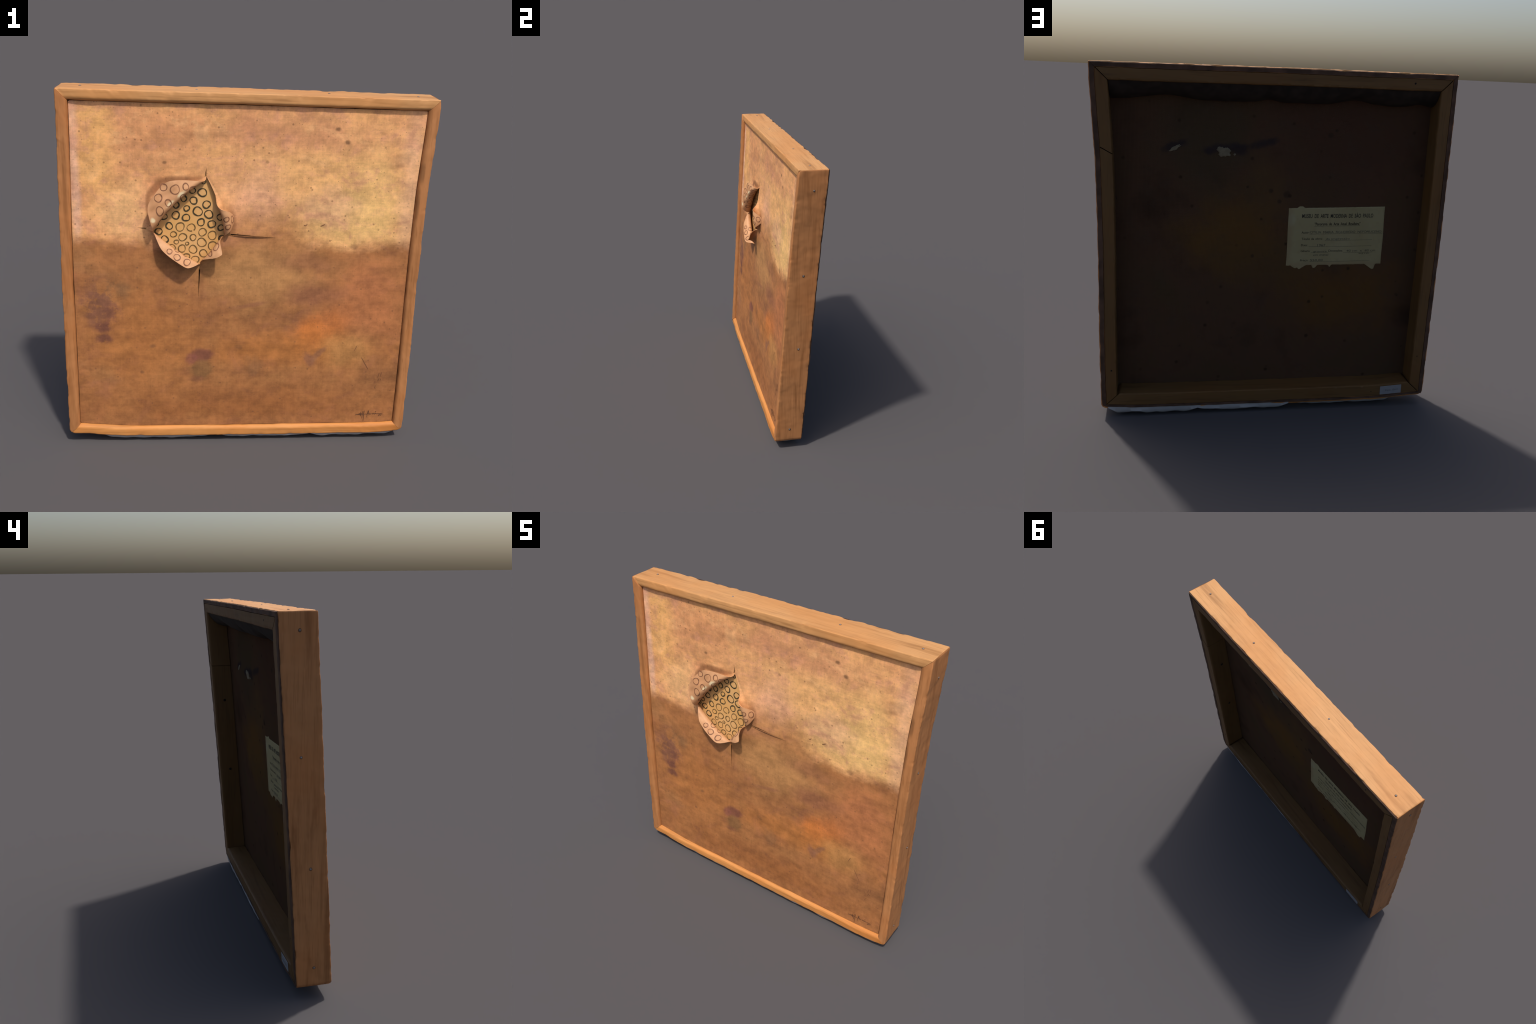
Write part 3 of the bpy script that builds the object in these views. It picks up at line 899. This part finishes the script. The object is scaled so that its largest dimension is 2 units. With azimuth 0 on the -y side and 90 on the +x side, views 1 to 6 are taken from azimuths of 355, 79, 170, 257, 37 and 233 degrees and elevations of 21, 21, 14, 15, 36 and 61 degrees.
TL, TR, BR, BL = (-0.083, 1.221), (-0.654, 1.234), (-0.658, 0.886), (-0.083, 0.880)
lerp = lambda a, b, t: (a[0] + (b[0] - a[0]) * t, a[1] + (b[1] - a[1]) * t)
outl = []
for t in np.linspace(0, 1, 90):
    p = lerp(TL, TR, t)
    outl.append((p[0], p[1] + topedge(t)))
for t in np.linspace(0, 1, 14)[1:-1]:
    p = lerp(TR, BR, t)
    outl.append((p[0] + 0.001 * math.sin(9 * t), p[1]))
for t in np.linspace(1, 0, 150):
    p = lerp(BL, BR, t)
    outl.append((p[0], p[1] - torn(t)))
for t in np.linspace(0, 1, 14)[1:-1]:
    p = lerp(BL, TL, t)
    outl.append((p[0] - 0.001 * math.sin(7 * t), p[1]))


def label_depth(x, z):
    return board_depth(x, z) + 0.0012


label = slab("paper_label", np.array(outl), label_depth, 0.0016, paper, backing)


def writing(name, body, x, z, width, height, mat, parent, depth_fn, tilt=0.0, bold=0.0, lean=0.0):
    """Line of text read from behind (+y), starting at (x, z) and running towards -x."""
    cu = bpy.data.curves.new("text", "FONT")
    cu.body = body
    cu.size = 1.0
    cu.offset = bold
    cu.resolution_u = 3
    ob = bpy.data.objects.new("text", cu)
    bpy.context.scene.collection.objects.link(ob)
    dg = bpy.context.evaluated_depsgraph_get()
    me = bpy.data.meshes.new_from_object(ob.evaluated_get(dg))
    co = np.array([v.co[:] for v in me.vertices])
    fc = [tuple(p.vertices) for p in me.polygons]
    bpy.data.objects.remove(ob)
    bpy.data.curves.remove(cu)
    bpy.data.meshes.remove(me)
    lo, hi = co[:, 0].min(), co[:, 0].max()
    u = (co[:, 0] - lo) / (hi - lo) * width
    v = co[:, 1] * height / 0.70
    X = x - u
    Z = z + v + u * tilt
    V = np.stack([X, depth_fn(X, Z), Z], 1)
    o = add(name, warp(V), [f[::-1] for f in fc], mat, parent, False)
    return o


on_label = lambda x, z: board_depth(x, z) + 0.0036
TI = 0.012
writing("printed_line", "MUSEU  DE  ARTE  MODERNA  DE  SÃO  PAULO", -0.162, 1.1645, 0.424, 0.023, print_ink, label, on_label, TI, 0.012)
writing("printed_line", "\"Panorama  de  Arte  Atual  Brasileira\"", -0.238, 1.1215, 0.273, 0.016, print_ink, label, on_label, TI, 0.012)
writing("printed_line", "Autor:", -0.164, 1.0720, 0.045, 0.014, print_ink, label, on_label, TI)
writing("typed_line", "OTILIA  MARIA  FIGUEIREDO  NEPOMUCENO", -0.214, 1.0730, 0.430, 0.014, type_ink, label, on_label, TI)
writing("printed_line", "Título da obra:", -0.165, 1.0345, 0.125, 0.013, print_ink, label, on_label, TI)
writing("typed_line", "da impressão", -0.311, 1.0350, 0.142, 0.012, type_ink, label, on_label, TI)
writing("printed_line", "Data:", -0.165, 0.9970, 0.038, 0.013, print_ink, label, on_label, TI)
writing("typed_line", "1967", -0.262, 0.9960, 0.048, 0.014, type_ink, label, on_label, TI)
writing("printed_line", "Gênero:", -0.165, 0.9615, 0.056, 0.013, print_ink, label, on_label, TI)
writing("typed_line", "gravura", -0.240, 0.9600, 0.080, 0.011, type_ink, label, on_label, TI)
writing("typed_line", "em metal", -0.241, 0.9380, 0.090, 0.012, type_ink, label, on_label, TI)
writing("printed_line", "Dimensões:", -0.332, 0.9625, 0.084, 0.013, print_ink, label, on_label, TI)
writing("typed_line", "40 cm  x  40 cm", -0.440, 0.9620, 0.176, 0.013, type_ink, label, on_label, TI)
writing("printed_line", "larg. x alt.", -0.517, 0.9490, 0.064, 0.008, print_ink, label, on_label, TI)
writing("printed_line", "Preço:", -0.165, 0.9055, 0.048, 0.012, print_ink, label, on_label, TI)
writing("typed_line", "550,00", -0.225, 0.9055, 0.075, 0.013, type_ink, label, on_label, TI)


def rule(x0, x1, z):
    w = 0.0007
    V = [(x0, 0, z - w), (x1, 0, z - w + TI * (x0 - x1)), (x1, 0, z + w + TI * (x0 - x1)), (x0, 0, z + w)]
    V = [(a, float(on_label(a, c)), c) for a, _, c in V]
    add("ruled_line", warp(V), [(0, 1, 2, 3)], type_ink, label, False)


for a, b, z in ((-0.212, -0.650, 1.069), (-0.305, -0.590, 1.031), (-0.210, -0.590, 0.993), (-0.225, -0.330, 0.957), (-0.420, -0.60, 0.957), (-0.222, -0.585, 0.902), (-0.238, -0.51, 1.1165)):
    rule(a, b, z)


# pale filler patches pressed through the mended slash
def patch(cx, cz, rx, rz, tilt, seed, n=70):
    ca, sa = math.cos(tilt), math.sin(tilt)
    out = []
    for i in range(n):
        t = 2 * math.pi * i / n
        r = 1 + 0.45 * mnoise.fractal(Vector((math.cos(t) * 1.6 + seed, math.sin(t) * 1.6, seed)), 1, 2, 4)
        a, b = rx * r * math.cos(t), rz * r * math.sin(t)
        out.append((cx + a * ca - b * sa, cz + a * sa + b * ca))
    return np.array(out)


slab("filler_patch", patch(0.291, 1.536, 0.040, 0.026, 0.15, 3.3), board_depth, 0.0035, filler, backing, True)
slab("filler_patch", patch(0.553, 1.552, 0.034, 0.010, -0.55, 8.1), board_depth, 0.003, filler, backing, True)
slab("filler_patch", patch(0.232, 1.521, 0.008, 0.006, 0.0, 2.2, 24), board_depth, 0.002, filler, backing, True)

# small inventory tag on the lower bar
bar_face = lambda x, z: np.full(np.shape(x), DEPTH - 0.001) + 0.0014
T4 = [(-0.690, 0.1320), (-0.825, 0.1320), (-0.826, 0.0750), (-0.692, 0.0772)]
tagpts = []
for a, b in zip(T4, T4[1:] + T4[:1]):
    for t in np.linspace(0, 1, 8, endpoint=False):
        tagpts.append(lerp(a, b, t))
tag = slab("inventory_tag", np.array(tagpts), bar_face, 0.0016, tag_white, stretcher)
writing("printed_line", "Pint. 062", -0.724, 0.0975, 0.080, 0.012, plain("grey_tag_print", (0.11, 0.105, 0.11), 0.8), tag, lambda x, z: bar_face(x, z) + 0.0024, 0.0)

# ------------------------------------------------------------------ nails, worm holes
def dome(name, centre, normal, r, h, mat, parent, n=14):
    nrm = Vector(normal).normalized()
    up = Vector((0, 0, 1)) if abs(nrm.z) < 0.9 else Vector((1, 0, 0))
    a = nrm.cross(up).normalized()
    b = nrm.cross(a)
    V, prof = [], [(1.0, -0.4), (1.0, 0.0), (0.8, 0.6), (0.45, 0.9)]
    c = Vector(centre)
    for q, k in prof:
        for i in range(n):
            t = 2 * math.pi * i / n
            V.append(tuple(c + (a * math.cos(t) + b * math.sin(t)) * r * q + nrm * h * k))
    V.append(tuple(c + nrm * h))
    F = []
    for k in range(len(prof) - 1):
        for i in range(n):
            i2 = (i + 1) % n
            F.append((k * n + i, k * n + i2, (k + 1) * n + i2, (k + 1) * n + i))
    k = (len(prof) - 1) * n
    F += [(k + i, k + (i + 1) % n, len(V) - 1) for i in range(n)]
    return add(name, V, F, mat, parent)


def on_box(x, y, z):
    return warp([(x, y, z)])[0]


NAILS = [("left", 0.082, 1.900), ("left", 0.104, 1.307), ("left", 0.081, 0.730), ("left", 0.085, 0.166),
         ("right", 0.099, 1.857), ("right", 0.088, 1.293), ("right", 0.100, 0.772), ("right", 0.090, 0.150),
         ("top", 0.086, 0.870), ("top", 0.098, 0.401), ("top", 0.080, -0.280), ("top", 0.100, -0.860)]
for side, y, p in NAILS:
    if side == "top":
        c, nrm = on_box(p, y, Z1), (0, 0, 1)
    else:
        sg = 1 if side == "right" else -1
        c, nrm = on_box(sg * HX, y, p), (sg, 0, 0)
    c = c + np.array(nrm) * 0.0005
    dome("rust_stain", c - np.array(nrm) * 0.0004, nrm, 0.0072 if side == "top" else 0.0095, 0.0012, nail_rust, frame)
    dome("nail_head", c, nrm, 0.0050, 0.0030, nail_metal, frame)

for x, y, z, nrm, r in ((-0.723, DEPTH - 0.001, 1.934, (0, 1, 0), 0.006), (-0.905, DEPTH - 0.001, 0.320, (0, 1, 0), 0.005), (0.905, DEPTH - 0.001, 0.290, (0, 1, 0), 0.005),
                        (-0.635, DEPTH - 0.001, 0.105, (0, 1, 0), 0.005), (0.866, 0.115, 1.282, (-1, 0, 0), 0.009), (0.866, 0.115, 0.767, (-1, 0, 0), 0.009)):
    dome("worm_hole", on_box(x, y, z), nrm, r, 0.0012, hole_dark, stretcher)

# ------------------------------------------------------------------ white padding under the bottom rail
def padding(x0, x1, y0, y1, seed, low):
    """Crumpled white strip pinched between the frame and the ground."""
    n, m = max(12, int((x1 - x0) / 0.012)), 12
    top, bot = [], []
    for i in range(n):
        u = i / (n - 1)
        x = x0 + (x1 - x0) * u
        fade = min(1.0, u / 0.12, (1 - u) / 0.12)
        fade = math.sin(fade * math.pi / 2)
        wav = 0.5 + 0.5 * mnoise.noise(Vector((x * 7, seed, 0))) + 0.25 * mnoise.noise(Vector((x * 19, seed, 3)))
        for j in range(m):
            v = j / (m - 1)
            y = y0 + (y1 - y0) * v + 0.006 * mnoise.noise(Vector((x * 9, v * 2, seed)))
            wx, wy, wz = warp([(x, y, Z0)])[0]
            dip = (0.40 + 0.60 * math.sin(math.pi * min(1, max(0, v))) ** 0.5) * fade * (0.55 + 0.45 * wav)
            zb = wz + 0.004 - (wz + 0.004 - low) * min(1.0, dip * 1.25)
            top.append((wx, wy, wz + 0.012))
            bot.append((wx, wy, max(low, zb)))
    k = n * m
    F = grid_faces(n, m, 0) + grid_faces(n, m, k, False, True) + rim_faces(n, m, k)
    ob = add("white_padding", top + bot, F, foam_white, None, True, None, 50)
    return ob


padding(-0.80, -0.145, 0.010, 0.150, 1.0, 0.0)
padding(-0.125, 0.44, 0.010, 0.183, 2.0, 0.0)
padding(0.40, 0.93, 0.010, 0.184, 3.0, 0.0)
